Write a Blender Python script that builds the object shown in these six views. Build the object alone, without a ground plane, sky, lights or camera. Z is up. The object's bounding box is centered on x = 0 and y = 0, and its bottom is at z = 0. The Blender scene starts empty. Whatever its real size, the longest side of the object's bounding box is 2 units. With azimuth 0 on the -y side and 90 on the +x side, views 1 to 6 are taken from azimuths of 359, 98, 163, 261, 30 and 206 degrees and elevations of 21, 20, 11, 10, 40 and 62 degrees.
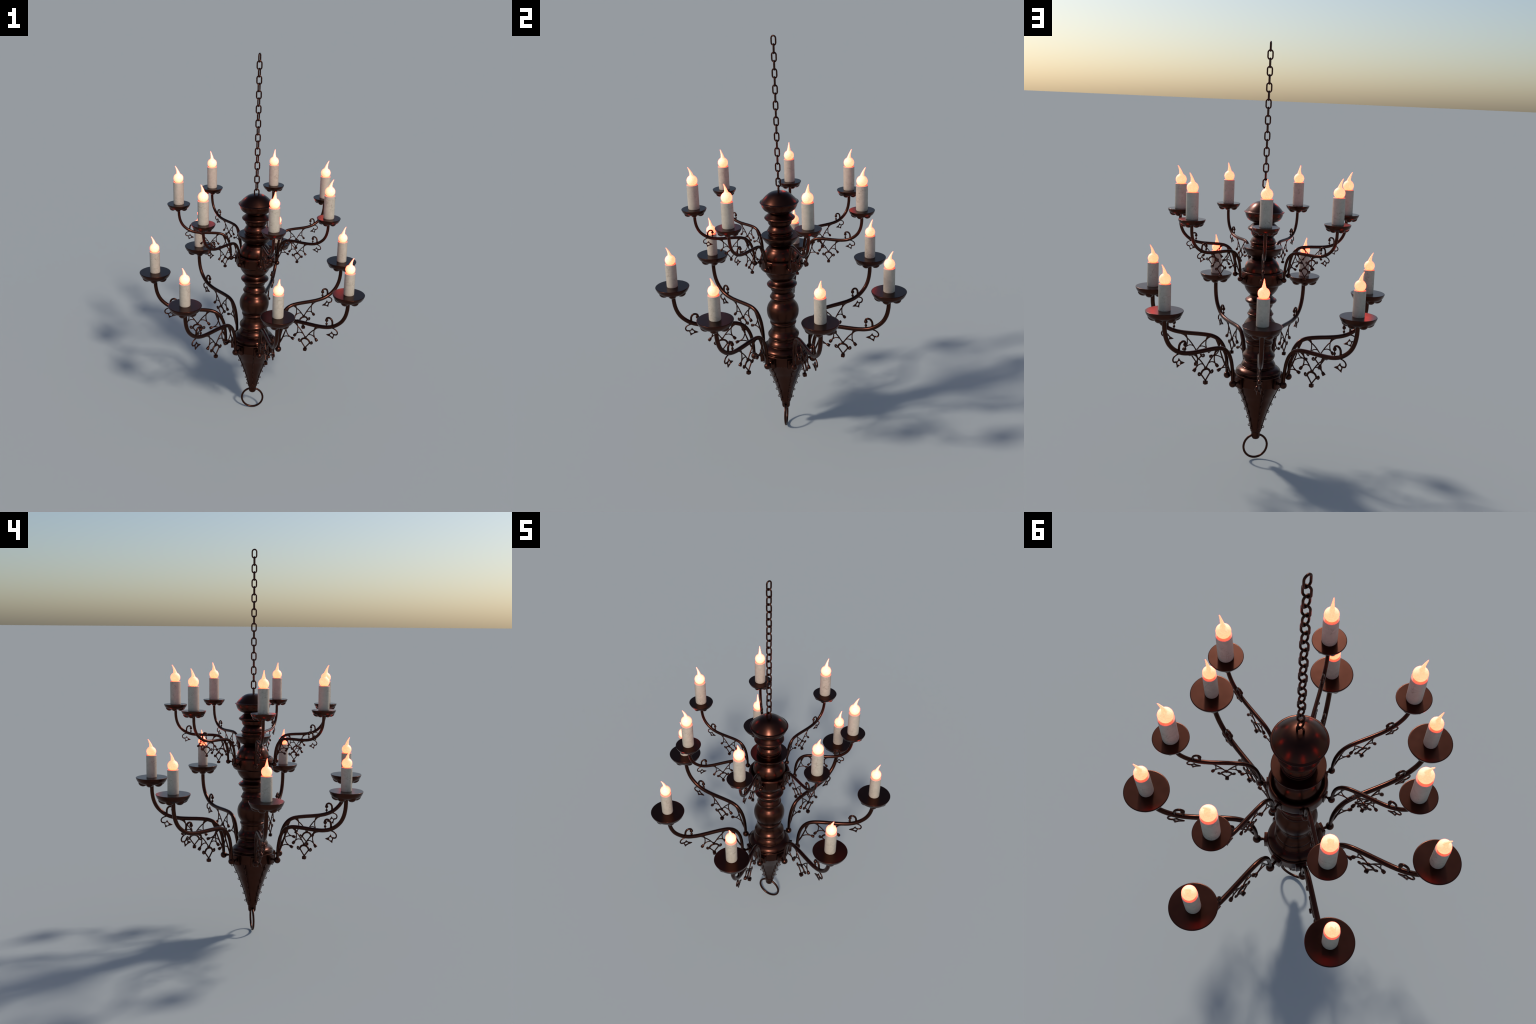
import bpy, bmesh, math
from mathutils import Vector, Matrix
import numpy as np

# ------------------------------------------------------------------ layout
AXIS_X, AXIS_Y = 0.0237, 0.0035          # the turned column stands here
ARMS = 7
PHASE = 24.05                            # azimuth of the first arm, degrees
TIER_SCALE = 0.717                       # upper arms are a smaller copy
LOW_PIVOT = (0.1535, 0.4145)             # centre of the ball foot, (radius, z)
UP_PIVOT = (0.1300, 0.9200)
PAN_R, PAN_Z = 0.5402, 0.8255            # drip pan of a lower arm
CANDLE_R, CANDLE_H = 0.0272, 0.1172


# ------------------------------------------------------------------ materials
def new_mat(name):
    m = bpy.data.materials.new(name)
    m.use_nodes = True
    nt = m.node_tree
    for n in list(nt.nodes):
        nt.nodes.remove(n)
    out = nt.nodes.new('ShaderNodeOutputMaterial')
    bsdf = nt.nodes.new('ShaderNodeBsdfPrincipled')
    nt.links.new(bsdf.outputs[0], out.inputs[0])
    return m, nt, bsdf


def noise_ramp(nt, coord, scale, stops, detail=4.0, rough=0.55):
    n = nt.nodes.new('ShaderNodeTexNoise')
    n.inputs['Scale'].default_value = scale
    n.inputs['Detail'].default_value = detail
    n.inputs['Roughness'].default_value = rough
    nt.links.new(coord, n.inputs['Vector'])
    r = nt.nodes.new('ShaderNodeValToRGB')
    el = r.color_ramp.elements
    el[0].position, el[0].color = stops[0][0], (*stops[0][1], 1)
    el[1].position, el[1].color = stops[-1][0], (*stops[-1][1], 1)
    for p, c in stops[1:-1]:
        e = el.new(p)
        e.color = (*c, 1)
    nt.links.new(n.outputs['Fac'], r.inputs['Fac'])
    return n, r


def make_bronze():
    m, nt, b = new_mat('aged_bronze')
    tc = nt.nodes.new('ShaderNodeTexCoord')
    o = tc.outputs['Object']
    _, col = noise_ramp(nt, o, 22.0, [(0.30, (0.050, 0.0185, 0.0122)),
                                      (0.70, (0.060, 0.0222, 0.0150))])
    nt.links.new(col.outputs['Color'], b.inputs['Base Color'])
    b.inputs['Metallic'].default_value = 1.0
    _, rr = noise_ramp(nt, o, 35.0, [(0.3, (0.275,) * 3), (0.7, (0.305,) * 3)])
    nt.links.new(rr.outputs['Color'], b.inputs['Roughness'])
    return m


def make_wax():
    m, nt, b = new_mat('candle_wax')
    tc = nt.nodes.new('ShaderNodeTexCoord')
    o = tc.outputs['Object']
    info = nt.nodes.new('ShaderNodeObjectInfo')
    add = nt.nodes.new('ShaderNodeVectorMath')
    add.operation = 'ADD'
    sc = nt.nodes.new('ShaderNodeVectorMath')
    sc.operation = 'SCALE'
    sc.inputs[0].default_value = (1.0, 1.7, 0.6)
    mul = nt.nodes.new('ShaderNodeMath')
    mul.operation = 'MULTIPLY'
    mul.inputs[1].default_value = 3.0
    nt.links.new(info.outputs['Random'], mul.inputs[0])
    nt.links.new(mul.outputs[0], sc.inputs['Scale'])
    nt.links.new(o, add.inputs[0])
    nt.links.new(sc.outputs[0], add.inputs[1])
    vec = add.outputs[0]
    # cloudy base
    _, base = noise_ramp(nt, vec, 60.0, [(0.3, (0.425, 0.362, 0.290)), (0.7, (0.515, 0.445, 0.362))], 6.0, 0.65)
    # thin warped veins
    warp = nt.nodes.new('ShaderNodeTexNoise')
    warp.inputs['Scale'].default_value = 45.0
    warp.inputs['Detail'].default_value = 5.0
    nt.links.new(vec, warp.inputs['Vector'])
    mixv = nt.nodes.new('ShaderNodeVectorMath')
    mixv.operation = 'MULTIPLY_ADD'
    mixv.inputs[1].default_value = (0.034, 0.034, 0.034)
    nt.links.new(warp.outputs['Color'], mixv.inputs[0])
    nt.links.new(vec, mixv.inputs[2])
    vor = nt.nodes.new('ShaderNodeTexVoronoi')
    vor.feature = 'DISTANCE_TO_EDGE'
    vor.inputs['Scale'].default_value = 52.0
    nt.links.new(mixv.outputs[0], vor.inputs['Vector'])
    line = nt.nodes.new('ShaderNodeMapRange')
    line.inputs['From Min'].default_value = 0.0
    line.inputs['From Max'].default_value = 0.055
    line.inputs['To Min'].default_value = 1.0
    line.inputs['To Max'].default_value = 0.0
    nt.links.new(vor.outputs['Distance'], line.inputs['Value'])
    gate, gr = noise_ramp(nt, vec, 28.0, [(0.50, (0, 0, 0)), (0.64, (1, 1, 1))], 3.0)
    gm = nt.nodes.new('ShaderNodeMath')
    gm.operation = 'MULTIPLY'
    nt.links.new(line.outputs[0], gm.inputs[0])
    nt.links.new(gr.outputs['Color'], gm.inputs[1])
    gm2 = nt.nodes.new('ShaderNodeMath')
    gm2.operation = 'MULTIPLY'
    gm2.inputs[1].default_value = 0.55
    nt.links.new(gm.outputs[0], gm2.inputs[0])
    mix = nt.nodes.new('ShaderNodeMix')
    mix.data_type = 'RGBA'
    nt.links.new(gm2.outputs[0], mix.inputs['Factor'])
    nt.links.new(base.outputs['Color'], mix.inputs['A'])
    mix.inputs['B'].default_value = (0.17, 0.115, 0.08, 1)
    nt.links.new(mix.outputs['Result'], b.inputs['Base Color'])
    b.inputs['Roughness'].default_value = 0.6
    bump = nt.nodes.new('ShaderNodeBump')
    bump.inputs['Strength'].default_value = 0.15
    bump.inputs['Distance'].default_value = 0.001
    nt.links.new(gm2.outputs[0], bump.inputs['Height'])
    bump.invert = True
    nt.links.new(bump.outputs[0], b.inputs['Normal'])
    return m


def make_glow():
    m, nt, b = new_mat('bulb_glow')
    tc = nt.nodes.new('ShaderNodeTexCoord')
    _, col = noise_ramp(nt, tc.outputs['Object'], 260.0,
                        [(0.30, (1.0, 0.040, 0.008)), (0.72, (1.0, 0.066, 0.022))], 4.0, 0.7)
    b.inputs['Base Color'].default_value = (0.72, 0.70, 0.66, 1)
    b.inputs['Roughness'].default_value = 0.5
    nt.links.new(col.outputs['Color'], b.inputs['Emission Color'])
    b.inputs['Emission Strength'].default_value = 9.5
    return m


BRONZE, WAX, GLOW = make_bronze(), make_wax(), make_glow()


# ------------------------------------------------------------------ mesh tools
def catmull(pts, n=6):
    """Centripetal-ish Catmull-Rom through tuples of any length."""
    P = [np.array(p, float) for p in pts]
    if len(P) < 3:
        return [tuple(p) for p in P]
    out = []
    ext = [2 * P[0] - P[1]] + P + [2 * P[-1] - P[-2]]
    for i in range(1, len(ext) - 2):
        p0, p1, p2, p3 = ext[i - 1:i + 3]
        for k in range(n):
            t = k / n
            out.append(0.5 * ((2 * p1) + (p2 - p0) * t + (2 * p0 - 5 * p1 + 4 * p2 - p3) * t * t
                              + (3 * p1 - p0 - 3 * p2 + p3) * t ** 3))
    out.append(P[-1])
    return [tuple(float(v) for v in p) for p in out]


def lathe(bm, profile, seg=64, mat=None):
    """Turn (radius, z) points about z; radius 0 closes the shape."""
    rings = []
    for r, z in profile:
        if r < 1e-6:
            rings.append([bm.verts.new((0, 0, z))])
        else:
            rings.append([bm.verts.new((r * math.cos(2 * math.pi * i / seg), r * math.sin(2 * math.pi * i / seg), z))
                          for i in range(seg)])
    new = [v for ring in rings for v in ring]
    for a, b in zip(rings[:-1], rings[1:]):
        for i in range(seg):
            j = (i + 1) % seg
            va = [a[0]] if len(a) == 1 else [a[i], a[j]]
            vb = [b[0]] if len(b) == 1 else [b[j], b[i]]
            if len(va) + len(vb) > 2:
                bm.faces.new(va + vb)
    if mat is not None:
        bmesh.ops.transform(bm, matrix=mat, verts=new)
    return new


def sweep(bm, pts, rads, seg=10, flat=1.0, closed=False, caps=True):
    """Round bar along points in the plane (radius, z); local y is the bar's thickness."""
    n = len(pts)
    rings = []
    for i, (x, z) in enumerate(pts):
        if closed:
            a, b = pts[(i - 1) % n], pts[(i + 1) % n]
        else:
            a, b = pts[max(i - 1, 0)], pts[min(i + 1, n - 1)]
        t = Vector((b[0] - a[0], 0, b[1] - a[1])).normalized()
        nrm = Vector((-t.z, 0, t.x))
        r = rads[i] if hasattr(rads, '__len__') else rads
        ring = []
        for k in range(seg):
            c, s = math.cos(2 * math.pi * k / seg), math.sin(2 * math.pi * k / seg)
            ring.append(bm.verts.new(Vector((x, 0, z)) + nrm * (r * c) + Vector((0, r * s * flat, 0))))
        rings.append(ring)
    pairs = list(zip(rings[:-1], rings[1:])) + ([(rings[-1], rings[0])] if closed else [])
    for a, b in pairs:
        for k in range(seg):
            j = (k + 1) % seg
            bm.faces.new((a[k], a[j], b[j], b[k]))
    if caps and not closed:
        bm.faces.new(rings[0][::-1])
        bm.faces.new(rings[-1])


def bar(bm, ctrl, r0, r1=None, seg=8, n=5):
    """Smooth tapering bar through control points."""
    pts = catmull(ctrl, n)
    r1 = r0 if r1 is None else r1
    m = len(pts) - 1
    sweep(bm, pts, [r0 + (r1 - r0) * i / m for i in range(m + 1)], seg)


def ball(bm, x, z, r, seg=16, squash=1.0):
    prof = [(r * math.sin(math.pi * i / 10) if 0 < i < 10 else 0.0, -r * squash * math.cos(math.pi * i / 10)) for i in range(11)]
    lathe(bm, prof, seg, Matrix.Translation((x, 0, z)))


def box(bm, centre, size, bevel=0.0, rot=None):
    g = bmesh.ops.create_cube(bm, size=1.0)
    vs = g['verts']
    m = Matrix.Translation(centre) @ (rot or Matrix.Identity(4)) @ Matrix.Diagonal((*size, 1))
    bmesh.ops.transform(bm, matrix=m, verts=vs)
    if bevel:
        es = list({e for v in vs for e in v.link_edges})
        bmesh.ops.bevel(bm, geom=es, offset=bevel, segments=2, affect='EDGES', profile=0.6)


def to_mesh(bm, name, mat, angle=38.0):
    bmesh.ops.recalc_face_normals(bm, faces=bm.faces)
    me = bpy.data.meshes.new(name)
    bm.to_mesh(me)
    bm.free()
    me.materials.append(mat)
    me.shade_smooth()
    me.set_sharp_from_angle(angle=math.radians(angle))
    return me


def place(name, me, parent=None, loc=(0, 0, 0), rot=(0, 0, 0)):
    ob = bpy.data.objects.new(name, me)
    bpy.context.scene.collection.objects.link(ob)
    ob.location, ob.rotation_euler = loc, rot
    if parent is not None:
        ob.parent = parent
    return ob


def profile(*segments):
    """Join smooth runs; a new run starts a crisp edge."""
    out = []
    for s in segments:
        if len(s) > 2:
            p = catmull(s, 5)
        else:                                        # straight run: hold its ends so that it shades flat
            (a, b), (c, d) = s
            p = [(a + (c - a) * t, b + (d - b) * t) for t in (0, 0.03, 0.5, 0.97, 1)]
        out += p if not out or (abs(out[-1][0] - p[0][0]) + abs(out[-1][1] - p[0][1]) > 1e-6) else p[1:]
    return out


# ------------------------------------------------------------------ thing
root = bpy.data.objects.new('chandelier', None)
bpy.context.scene.collection.objects.link(root)
root.location = (AXIS_X, AXIS_Y, 0)
root['label'] = 'two-tier dark bronze candle chandelier with scrolled arms and hanging chain'
root['category'] = 'chandelier'

# ------------------------------------------------------------------ turned column
col_prof = profile(
    [(0.0, 1.2778), (0.013, 1.2775), (0.0285, 1.2755), (0.0420, 1.2710), (0.0535, 1.2640), (0.0660, 1.2534), (0.0780, 1.2407), (0.0878, 1.2288)],
    [(0.0878, 1.2288), (0.0905, 1.2284), (0.0933, 1.2272), (0.0940, 1.2256), (0.0925, 1.2232), (0.0893, 1.2215)],
    [(0.0893, 1.2215), (0.0880, 1.2160), (0.0850, 1.2060), (0.0785, 1.1940), (0.0695, 1.1860), (0.0575, 1.1805), (0.0470, 1.1775)],
    [(0.0470, 1.1775), (0.0470, 1.1755), (0.0528, 1.1702), (0.0640, 1.1595), (0.0720, 1.1530), (0.0745, 1.1490),
     (0.0735, 1.1450), (0.0680, 1.1395), (0.0600, 1.1358)],
    [(0.0600, 1.1358), (0.0590, 1.1300), (0.0560, 1.1190), (0.0470, 1.1082)],
    [(0.0470, 1.1082), (0.0510, 1.1035), (0.0556, 1.0970), (0.0585, 1.0900), (0.0592, 1.0868)],
    [(0.0592, 1.0868), (0.0622, 1.0855), (0.0630, 1.0835), (0.0618, 1.0808), (0.0585, 1.0785), (0.0568, 1.0752)],
    [(0.0568, 1.0752), (0.0568, 1.0665)],
    [(0.0568, 1.0665), (0.0595, 1.0655), (0.0602, 1.0635), (0.0602, 1.0612)],
    [(0.0602, 1.0612), (0.0915, 1.0612)],
    [(0.0915, 1.0612), (0.0928, 1.0606), (0.0932, 1.0590), (0.0918, 1.0540), (0.0880, 1.0470), (0.0800, 1.0352),
     (0.0735, 1.0260), (0.0655, 1.0198), (0.0540, 1.0150), (0.0468, 1.0122)],
    [(0.0468, 1.0122), (0.0480, 1.0110), (0.0590, 1.0020), (0.0645, 0.9955)],
    [(0.0645, 0.9955), (0.0706, 0.9884), (0.0760, 0.9795), (0.0802, 0.9695), (0.0825, 0.9600), (0.0838, 0.9480), (0.0840, 0.9390)],
    [(0.0840, 0.9390), (0.0880, 0.9440), (0.0935, 0.9474), (0.0985, 0.9478), (0.1022, 0.9452), (0.1046, 0.9380), (0.1055, 0.9240), (0.1055, 0.9070),
     (0.1045, 0.8975), (0.1015, 0.8905), (0.0960, 0.8850), (0.0890, 0.8815), (0.0835, 0.8800)],
    [(0.0835, 0.8800), (0.0825, 0.8760), (0.0790, 0.8660), (0.0735, 0.8545), (0.0670, 0.8450), (0.0600, 0.8370), (0.0535, 0.8318)],
    [(0.0535, 0.8318), (0.0525, 0.8290), (0.0545, 0.8235), (0.0610, 0.8165), (0.0700, 0.8105), (0.0742, 0.8065),
     (0.0748, 0.8035), (0.0735, 0.7995), (0.0690, 0.7945), (0.0605, 0.7900)],
    [(0.0605, 0.7900), (0.0585, 0.7860), (0.0575, 0.7800), (0.0545, 0.7725), (0.0480, 0.7618)],
    [(0.0480, 0.7618), (0.0505, 0.7580), (0.0545, 0.7520), (0.0570, 0.7460), (0.0588, 0.7412)],
    [(0.0588, 0.7412), (0.0616, 0.7395), (0.0626, 0.7368), (0.0614, 0.7335), (0.0575, 0.7300)],
    [(0.0575, 0.7300), (0.0565, 0.7260), (0.0565, 0.7180), (0.0595, 0.7110), (0.0660, 0.7025), (0.0719, 0.6940),
     (0.0765, 0.6840), (0.0795, 0.6720), (0.0803, 0.6610), (0.0795, 0.6480), (0.0772, 0.6365), (0.0735, 0.6270),
     (0.0680, 0.6165), (0.0625, 0.6085)],
    [(0.0625, 0.6085), (0.0625, 0.6045), (0.0652, 0.6020), (0.0662, 0.5985), (0.0655, 0.5940), (0.0625, 0.5890), (0.0608, 0.5860)],
    [(0.0608, 0.5860), (0.0604, 0.5800), (0.0597, 0.5720), (0.0597, 0.5665), (0.0615, 0.5595)],
    [(0.0615, 0.5595), (0.0665, 0.5500), (0.0740, 0.5410), (0.0778, 0.5350), (0.0785, 0.5300), (0.0774, 0.5245), (0.0742, 0.5205)],
    [(0.0742, 0.5205), (0.0752, 0.5188), (0.0740, 0.5163), (0.0705, 0.5142)],
    [(0.0705, 0.5142), (0.0682, 0.5122), (0.0676, 0.5095), (0.0690, 0.5060)],
    [(0.0690, 0.5060), (0.0725, 0.5030), (0.0775, 0.4965), (0.0810, 0.4900), (0.0826, 0.4855), (0.0812, 0.4822)],
    [(0.0812, 0.4822), (0.0836, 0.4806), (0.0838, 0.4788), (0.0822, 0.4772), (0.0840, 0.4762)],
    [(0.0840, 0.4762), (0.0925, 0.4718), (0.1010, 0.4655), (0.1065, 0.4590), (0.1078, 0.4545), (0.1062, 0.4505), (0.1035, 0.4490)],
    [(0.1035, 0.4490), (0.1055, 0.4470), (0.1048, 0.4445)],
    [(0.1048, 0.4445), (0.1085, 0.4440), (0.1112, 0.4425), (0.1125, 0.4390)],
    [(0.1125, 0.4390), (0.1125, 0.3935)],
    [(0.1125, 0.3935), (0.1118, 0.3925), (0.1100, 0.3922)], [(0.1100, 0.3922), (0.0, 0.3922)])
bm = bmesh.new()
lathe(bm, col_prof, 96)
column = place('turned_column', to_mesh(bm, 'turned_column', BRONZE, 50), root)

# ------------------------------------------------------------------ cone finial, wire seams, eyelets
CONE = [(0.1116, 0.3928), (0.1002, 0.3665), (0.0895, 0.3425), (0.0788, 0.3195), (0.0660, 0.2850), (0.0545, 0.2535), (0.0460, 0.2280),
        (0.0385, 0.2040), (0.0320, 0.1780), (0.0273, 0.1560)]
cone_prof = profile([(0.0, 0.3928), (0.1116, 0.3928)], CONE,
                    [(0.0273, 0.1560), (0.0280, 0.1535), (0.0272, 0.1505)],
                    [(0.0272, 0.1505), (0.0264, 0.1495), (0.0268, 0.1465), (0.0255, 0.1425), (0.0228, 0.1400)],
                    [(0.0228, 0.1400), (0.0218, 0.1330), (0.0210, 0.1230), (0.0205, 0.1145), (0.0178, 0.1070),
                     (0.0120, 0.1028), (0.0, 0.1012)])
bm = bmesh.new()
lathe(bm, cone_prof, 72)
cone_me = to_mesh(bm, 'cone_finial', BRONZE, 50)
cone = place('cone_finial', cone_me, root)
# slot that holds the ring
bm = bmesh.new()
box(bm, (0, 0, 0.116), (0.08, 0.0118, 0.034))
cutter = place('slot_cutter', to_mesh(bm, 'slot_cutter', BRONZE), root)
mod = cone.modifiers.new('slot', 'BOOLEAN')
mod.object, mod.operation, mod.solver = cutter, 'DIFFERENCE', 'EXACT'
bpy.context.view_layer.update()
dg = bpy.context.evaluated_depsgraph_get()
cut_me = bpy.data.meshes.new_from_object(cone.evaluated_get(dg))
cone.modifiers.clear()
cone.data = cut_me
cut_me.set_sharp_from_angle(angle=math.radians(50))
bpy.data.objects.remove(cutter)

bm = bmesh.new()
wire_pts = [(r + 0.0006, z) for r, z in catmull(CONE, 4)]
sweep(bm, wire_pts, 0.0024, 8)
wire_me = to_mesh(bm, 'wire_seam', BRONZE)
EYELETS = [(0.1072, 0.3660), (0.0886, 0.3278), (0.0717, 0.2889), (0.0577, 0.2496), (0.0449, 0.2091), (0.0350, 0.1680)]
bm = bmesh.new()
circ = [(0.0050 * math.cos(a), 0.0050 * math.sin(a)) for a in np.linspace(0, 2 * math.pi, 20, endpoint=False)]
sweep(bm, circ, 0.0018, 8, closed=True)
eye_me = to_mesh(bm, 'eyelet', BRONZE, 80)
for k in range(6):
    az = math.radians(30 + 60 * k)
    place('wire_seam', wire_me, cone, rot=(0, 0, az))
    for r, z in EYELETS:
        place('eyelet', eye_me, cone, loc=(r * math.cos(az), r * math.sin(az), z), rot=(0, 0, az))

# ------------------------------------------------------------------ ring below
bm = bmesh.new()
RM, RT = 0.0592, 0.0056
sweep(bm, [(RM * math.cos(a), RM + RT + RM * math.sin(a)) for a in np.linspace(0, 2 * math.pi, 72, endpoint=False)],
      RT, 14, closed=True)
place('pull_ring', to_mesh(bm, 'pull_ring', BRONZE, 80), root)

# ------------------------------------------------------------------ chain
bm = bmesh.new()
LINK_L, LINK_W, LINK_T = 0.0488, 0.0304, 0.0037
hr = LINK_W / 2 - LINK_T
hs = LINK_L / 2 - LINK_T - hr
pts = []
for i in range(12):
    a = math.pi * i / 11
    pts.append((hr * math.cos(a), hs + hr * math.sin(a)))
for i in range(12):
    a = math.pi + math.pi * i / 11
    pts.append((hr * math.cos(a), -hs + hr * math.sin(a)))
sweep(bm, pts, LINK_T, 10, closed=True)
link_me = to_mesh(bm, 'chain_link', BRONZE, 80)
LINK_PITCH = 0.03634
for i in range(20):
    place('chain_link', link_me, root, loc=(0, -0.0012, 2.0 - LINK_L / 2 - i * LINK_PITCH),
          rot=(0, 0, math.radians(67 if i % 2 == 0 else 0)))


# ------------------------------------------------------------------ arm parts, in lower-tier (radius, z) measures
def retier(bm, upper):
    if upper:
        for v in bm.verts:
            v.co = Vector((UP_PIVOT[0] + (v.co.x - LOW_PIVOT[0]) * TIER_SCALE, v.co.y * TIER_SCALE,
                           UP_PIVOT[1] + (v.co.z - LOW_PIVOT[1]) * TIER_SCALE))


ARM = [(0.1535, 0.4145), (0.1545, 0.4320), (0.1552, 0.4500), (0.1582, 0.4890), (0.1668, 0.5315), (0.1815, 0.5650),
       (0.2030, 0.5890), (0.2296, 0.6015), (0.2595, 0.6057), (0.3000, 0.6066), (0.3500, 0.6060), (0.3935, 0.6070),
       (0.4300, 0.6120), (0.4610, 0.6225), (0.4900, 0.6410), (0.5145, 0.6670), (0.5305, 0.7000), (0.5382, 0.7365),
       (0.5400, 0.7700), (0.5402, 0.7950)]


def arm_mesh(upper):
    bm = bmesh.new()
    p = catmull(ARM, 6)
    n = len(p) - 1
    sweep(bm, p, np.interp(np.linspace(0, 1, n + 1), (0, 0.15, 0.35, 0.6, 1), (0.0076, 0.0085, 0.0101, 0.0105, 0.0100)).tolist(), 16)
    ball(bm, LOW_PIVOT[0], LOW_PIVOT[1] - 0.001, 0.0172, 24)
    retier(bm, upper)
    return to_mesh(bm, 'candle_arm', BRONZE, 60)


def bracket_mesh(upper):
    """Square boss on the collar and the short turned pin to the ball foot."""
    bm = bmesh.new()
    box(bm, (0.1120, 0, 0.4125), (0.0240, 0.0430, 0.0480), 0.0016)
    pin = [(0.0, 0.0), (0.0075, 0.0), (0.0075, 0.004), (0.0050, 0.006), (0.0050, 0.009), (0.0068, 0.012), (0.0068, 0.016),
           (0.0048, 0.019), (0.0048, 0.030), (0.0, 0.030)]
    m = Matrix.Translation((0.1215, 0, 0.4145)) @ Matrix.Rotation(math.radians(90), 4, 'Y')
    lathe(bm, pin, 16, m)
    retier(bm, upper)
    return to_mesh(bm, 'wall_boss', BRONZE, 40)


def bud(bm, x0, z0, x1, z1):
    """Flared seed-head from the joint (x0,z0) to its blunt tip (x1,z1)."""
    d = Vector((x1 - x0, 0, z1 - z0))
    L = d.length
    prof = [(0.0, 0.0), (0.0028, 0.0), (0.0032, 0.15 * L), (0.0038, 0.30 * L), (0.0066, 0.46 * L), (0.0079, 0.62 * L),
            (0.0083, 0.82 * L), (0.0081, 0.98 * L), (0.0070, 1.03 * L), (0.0, 1.03 * L)]
    m = Matrix.Translation((x0, 0, z0)) @ d.to_track_quat('Z', 'Y').to_matrix().to_4x4() @ Matrix.Rotation(math.pi / 4, 4, 'Z')
    lathe(bm, prof, 8, m)


MID = 0.3122                                         # tracery mirrors about this radius


def tracery_mesh(upper):
    bm = bmesh.new()
    for s in (1, -1):
        f = lambda *pp: [(MID + s * (x - MID), z) for x, z in pp]
        # wedge stem from the arm to the node
        p = catmull(f((0.3860, 0.6055), (0.3755, 0.5995), (0.3670, 0.5910), (0.3603, 0.5795)), 5)
        n = len(p) - 1
        sweep(bm, p, [0.0115 - 0.0078 * i / n for i in range(n + 1)], 10, flat=0.7)
        bar(bm, f((0.3603, 0.5795), (0.3492, 0.5697), (0.3350, 0.5535), (0.3232, 0.5372), (0.3145, 0.5240)), 0.0033, 0.0031)
        bar(bm, f((0.3603, 0.5800), (0.3592, 0.5650), (0.3598, 0.5510), (0.3640, 0.5360)), 0.0028, 0.0032)
        bar(bm, f((0.3290, 0.5430), (0.3400, 0.5462), (0.3535, 0.5438), (0.3640, 0.5360)), 0.0025, 0.0030)
        (bx, bz), (tx, tz) = f((0.3625, 0.5385), (0.3795, 0.5175))
        bud(bm, bx, bz, tx, tz)
        # half arch, scroll foot and lower strut
        p = catmull(f((0.3122, 0.5165), (0.3225, 0.5150), (0.3310, 0.5095), (0.3362, 0.5015), (0.3385, 0.4945)), 5)
        sweep(bm, p, 0.0052, 10, flat=0.8)
        bar(bm, f((0.3375, 0.4960), (0.3425, 0.4925), (0.3485, 0.4925), (0.3528, 0.4970), (0.3525, 0.5035),
                  (0.3480, 0.5062), (0.3448, 0.5030), (0.3462, 0.4995), (0.3490, 0.5000)), 0.0040, 0.0026, 8, 4)
        bar(bm, f((0.3372, 0.4955), (0.3255, 0.4800), (0.3122, 0.4620)), 0.0036, 0.0034)
    box(bm, (MID, 0, 0.5230), (0.0128, 0.0118, 0.0100), 0.0018)
    ball(bm, MID, 0.5190, 0.0070, 12)
    bar(bm, [(MID, 0.4650), (MID, 0.4560)], 0.0032)
    box(bm, (MID, 0, 0.4525), (0.0184, 0.0184, 0.0172), 0.0040)
    # leaf inside the elbow, close to the column
    p = catmull([(0.2085, 0.5900), (0.2030, 0.5740), (0.1990, 0.5580), (0.1960, 0.5440)], 5)
    n = len(p) - 1
    sweep(bm, p, [0.0110 - 0.0070 * i / n for i in range(n + 1)], 8, flat=0.7)
    bar(bm, [(0.1960, 0.5440), (0.1885, 0.5220), (0.1800, 0.4980), (0.1710, 0.4760), (0.1610, 0.4560)], 0.0034, 0.0048)
    bar(bm, [(0.1965, 0.5440), (0.2020, 0.5260), (0.2095, 0.5140), (0.2225, 0.5048)], 0.0028, 0.0031)
    bar(bm, [(0.1712, 0.4770), (0.1780, 0.4915), (0.1900, 0.5010), (0.2060, 0.5055), (0.2225, 0.5048)], 0.0026, 0.0031)
    bud(bm, 0.2195, 0.5060, 0.2440, 0.4965)
    retier(bm, upper)
    return to_mesh(bm, 'bracket_tracery', BRONZE, 55)


def crook_mesh(upper):
    bm = bmesh.new()
    bar(bm, [(0.4600, 0.6240), (0.4610, 0.6400), (0.4590, 0.6540), (0.4515, 0.6650), (0.4400, 0.6690), (0.4295, 0.6650),
             (0.4262, 0.6570), (0.4290, 0.6510)], 0.0055, 0.0050, 10)
    ball(bm, 0.4283, 0.6525, 0.0092, 16, 1.05)
    ball(bm, 0.4285, 0.6318, 0.0066, 14, 1.05)
    bar(bm, [(0.4284, 0.6500), (0.4286, 0.6150)], 0.0027)
    retier(bm, upper)
    return to_mesh(bm, 'crook_ornament', BRONZE, 60)


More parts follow.
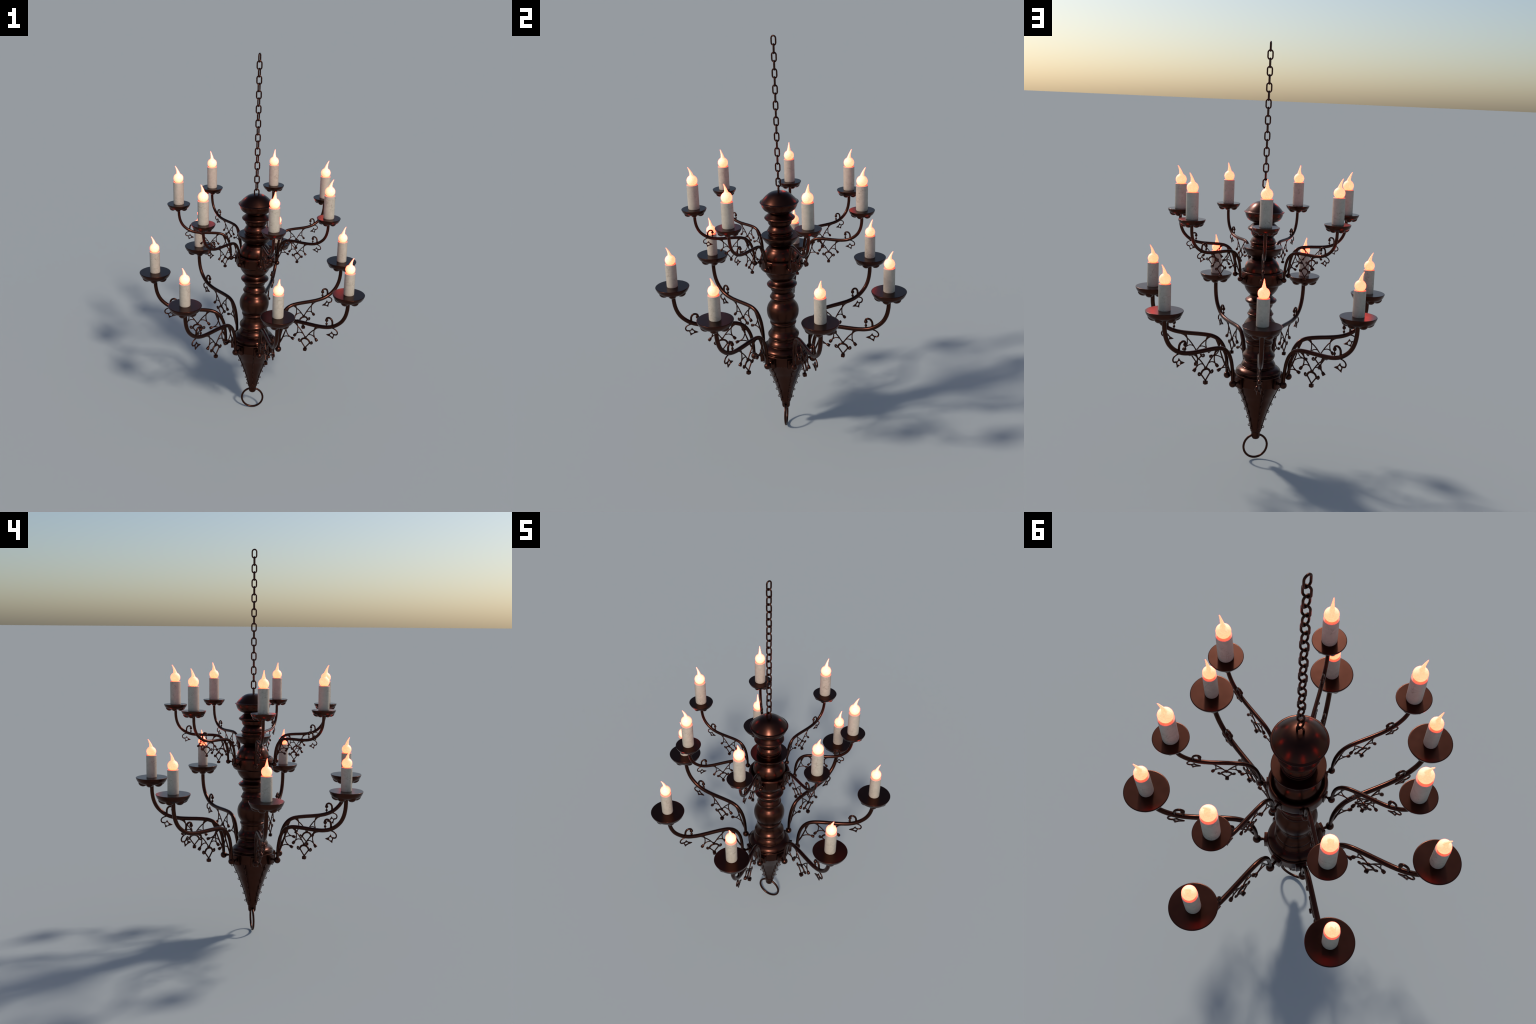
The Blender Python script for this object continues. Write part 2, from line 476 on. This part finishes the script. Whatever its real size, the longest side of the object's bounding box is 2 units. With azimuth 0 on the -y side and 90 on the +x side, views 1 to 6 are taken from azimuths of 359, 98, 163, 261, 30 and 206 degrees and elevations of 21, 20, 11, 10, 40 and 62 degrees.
def star_mesh(upper):
    """Drop scroll ending in a pierced four-pointed star."""
    bm = bmesh.new()
    bar(bm, [(0.4600, 0.6140), (0.4740, 0.6112), (0.4860, 0.6040), (0.4918, 0.5935), (0.4895, 0.5838), (0.4835, 0.5795),
             (0.4740, 0.5790)], 0.0031, 0.0042, 8)
    cx, cz, hole, waist = 0.4604, 0.5728, 0.0090, 0.0136
    tips = [(24, 0.0185), (91, 0.0222), (187, 0.0322), (295, 0.0228), (384, 0.0185)]
    outer, inner = [], []
    for (a0, r0), (a1, r1) in zip(tips[:-1], tips[1:]):
        for k in range(12):
            t = k / 12
            u = abs(2 * t - 1)
            tip = r0 if t < 0.5 else r1
            a = math.radians(a0 + (a1 - a0) * t)
            rr = waist + (tip - waist) * u ** 2.9
            outer.append((a, rr))
            inner.append((a, hole))
    n = len(outer)

    def ring(rf, y):
        return [bm.verts.new((cx + rf(i)[1] * math.cos(rf(i)[0]), y, cz + rf(i)[1] * math.sin(rf(i)[0]))) for i in range(n)]
    T = 0.0030
    o = lambda i: (outer[i][0], outer[i][1])
    oi = lambda i: (outer[i][0], outer[i][1] - 0.0012)
    h = lambda i: (inner[i][0], inner[i][1])
    loops = [ring(h, -T), ring(oi, -T), ring(o, -T * 0.5), ring(o, T * 0.5), ring(oi, T), ring(h, T)]
    for a, b in zip(loops, loops[1:] + loops[:1]):
        for i in range(n):
            j = (i + 1) % n
            bm.faces.new((a[i], a[j], b[j], b[i]))
    retier(bm, upper)
    return to_mesh(bm, 'star_drop', BRONZE, 45)


def pan_mesh(upper):
    """Flat-topped dish with six lobes bulging from its underside (local origin on the arm axis line)."""
    bm = bmesh.new()
    prof = profile([(0.0, 0.0), (0.0808, 0.0)],
                   [(0.0808, 0.0), (0.0820, -0.0010), (0.0820, -0.0028), (0.0800, -0.0085), (0.0765, -0.0165),
                    (0.0712, -0.0245), (0.0640, -0.0305), (0.0520, -0.0350), (0.0350, -0.0378), (0.0110, -0.0392)],
                   [(0.0110, -0.0392), (0.0095, -0.0440), (0.0, -0.0440)])
    lathe(bm, prof, 72)
    for k in range(6):
        a = math.radians(30 + 60 * k)
        m = (Matrix.Rotation(a, 4, 'Z') @ Matrix.Translation((0.0476, 0, -0.0272))
             @ Matrix.Rotation(math.radians(-14), 4, 'Y') @ Matrix.Diagonal((0.0240, 0.0205, 0.0198, 1)))
        pr = [(math.sin(math.pi * i / 14) if 0 < i < 14 else 0.0, -math.cos(math.pi * i / 14)) for i in range(15)]
        lathe(bm, pr, 24, m)
    for v in bm.verts:
        v.co = Vector((v.co.x * 1.02, v.co.y * 1.02, v.co.z)) + Vector((PAN_R, 0, PAN_Z))
    retier(bm, upper)
    return to_mesh(bm, 'drip_pan', BRONZE, 50)


def tier_xy(upper, x, z):
    if not upper:
        return x, z
    return (UP_PIVOT[0] + (x - LOW_PIVOT[0]) * TIER_SCALE, UP_PIVOT[1] + (z - LOW_PIVOT[1]) * TIER_SCALE)


bm = bmesh.new()
lathe(bm, profile([(0.0, -0.002), (0.0255, -0.002)], [(0.0255, -0.002), (0.0267, 0.0005), (CANDLE_R, 0.004)],
                  [(CANDLE_R, 0.004), (CANDLE_R, CANDLE_H - 0.0012)],
                  [(CANDLE_R, CANDLE_H - 0.0012), (CANDLE_R - 0.0012, CANDLE_H)], [(CANDLE_R - 0.0012, CANDLE_H), (0.0, CANDLE_H)]), 48)
candle_me = to_mesh(bm, 'candle', WAX, 40)


def bulb_mesh():
    """Round bulb drawn up into a bent flame tip that leans outwards (+x)."""
    R, C = 0.0250, 0.0205
    prof = [(0.0, -0.0045)]
    for i in range(1, 13):
        a = math.radians(-78 + i * (78 + 60) / 12)
        prof.append((R * math.cos(a), C + R * math.sin(a)))
    tail = catmull([prof[-1], (0.0096, 0.0448), (0.0079, 0.0495), (0.0063, 0.0558), (0.0048, 0.0632), (0.0035, 0.0707),
                    (0.0024, 0.0776), (0.0014, 0.0830), (0.0003, 0.0851)], 3)
    prof += tail[1:]
    prof.append((0.0, 0.0852))
    bm = bmesh.new()
    lathe(bm, prof, 36)
    for v in bm.verts:
        h = max(0.0, v.co.z - 0.038) / 0.0472
        v.co.x += 0.0165 * h ** 1.8
    return to_mesh(bm, 'flame_bulb', GLOW, 80)


bulb_me = bulb_mesh()

for upper in (False, True):
    arm_me, boss_me = arm_mesh(upper), bracket_mesh(upper)
    kids = [('wall_boss', boss_me), ('bracket_tracery', tracery_mesh(upper)), ('crook_ornament', crook_mesh(upper)),
            ('star_drop', star_mesh(upper)), ('drip_pan', pan_mesh(upper))]
    px, pz = tier_xy(upper, PAN_R, PAN_Z)
    pz += 0.0013 if upper else 0.0
    for k in range(ARMS):
        arm = place('candle_arm', arm_me, root, rot=(0, 0, math.radians(PHASE + 360 / ARMS * k)))
        for nm, me in kids:
            place(nm, me, arm, loc=(0, 0, 0.0013 if upper and nm == 'drip_pan' else 0))
        place('candle', candle_me, arm, loc=(px, 0, pz + 0.0006))
        place('flame_bulb', bulb_me, arm, loc=(px, 0, pz + CANDLE_H))
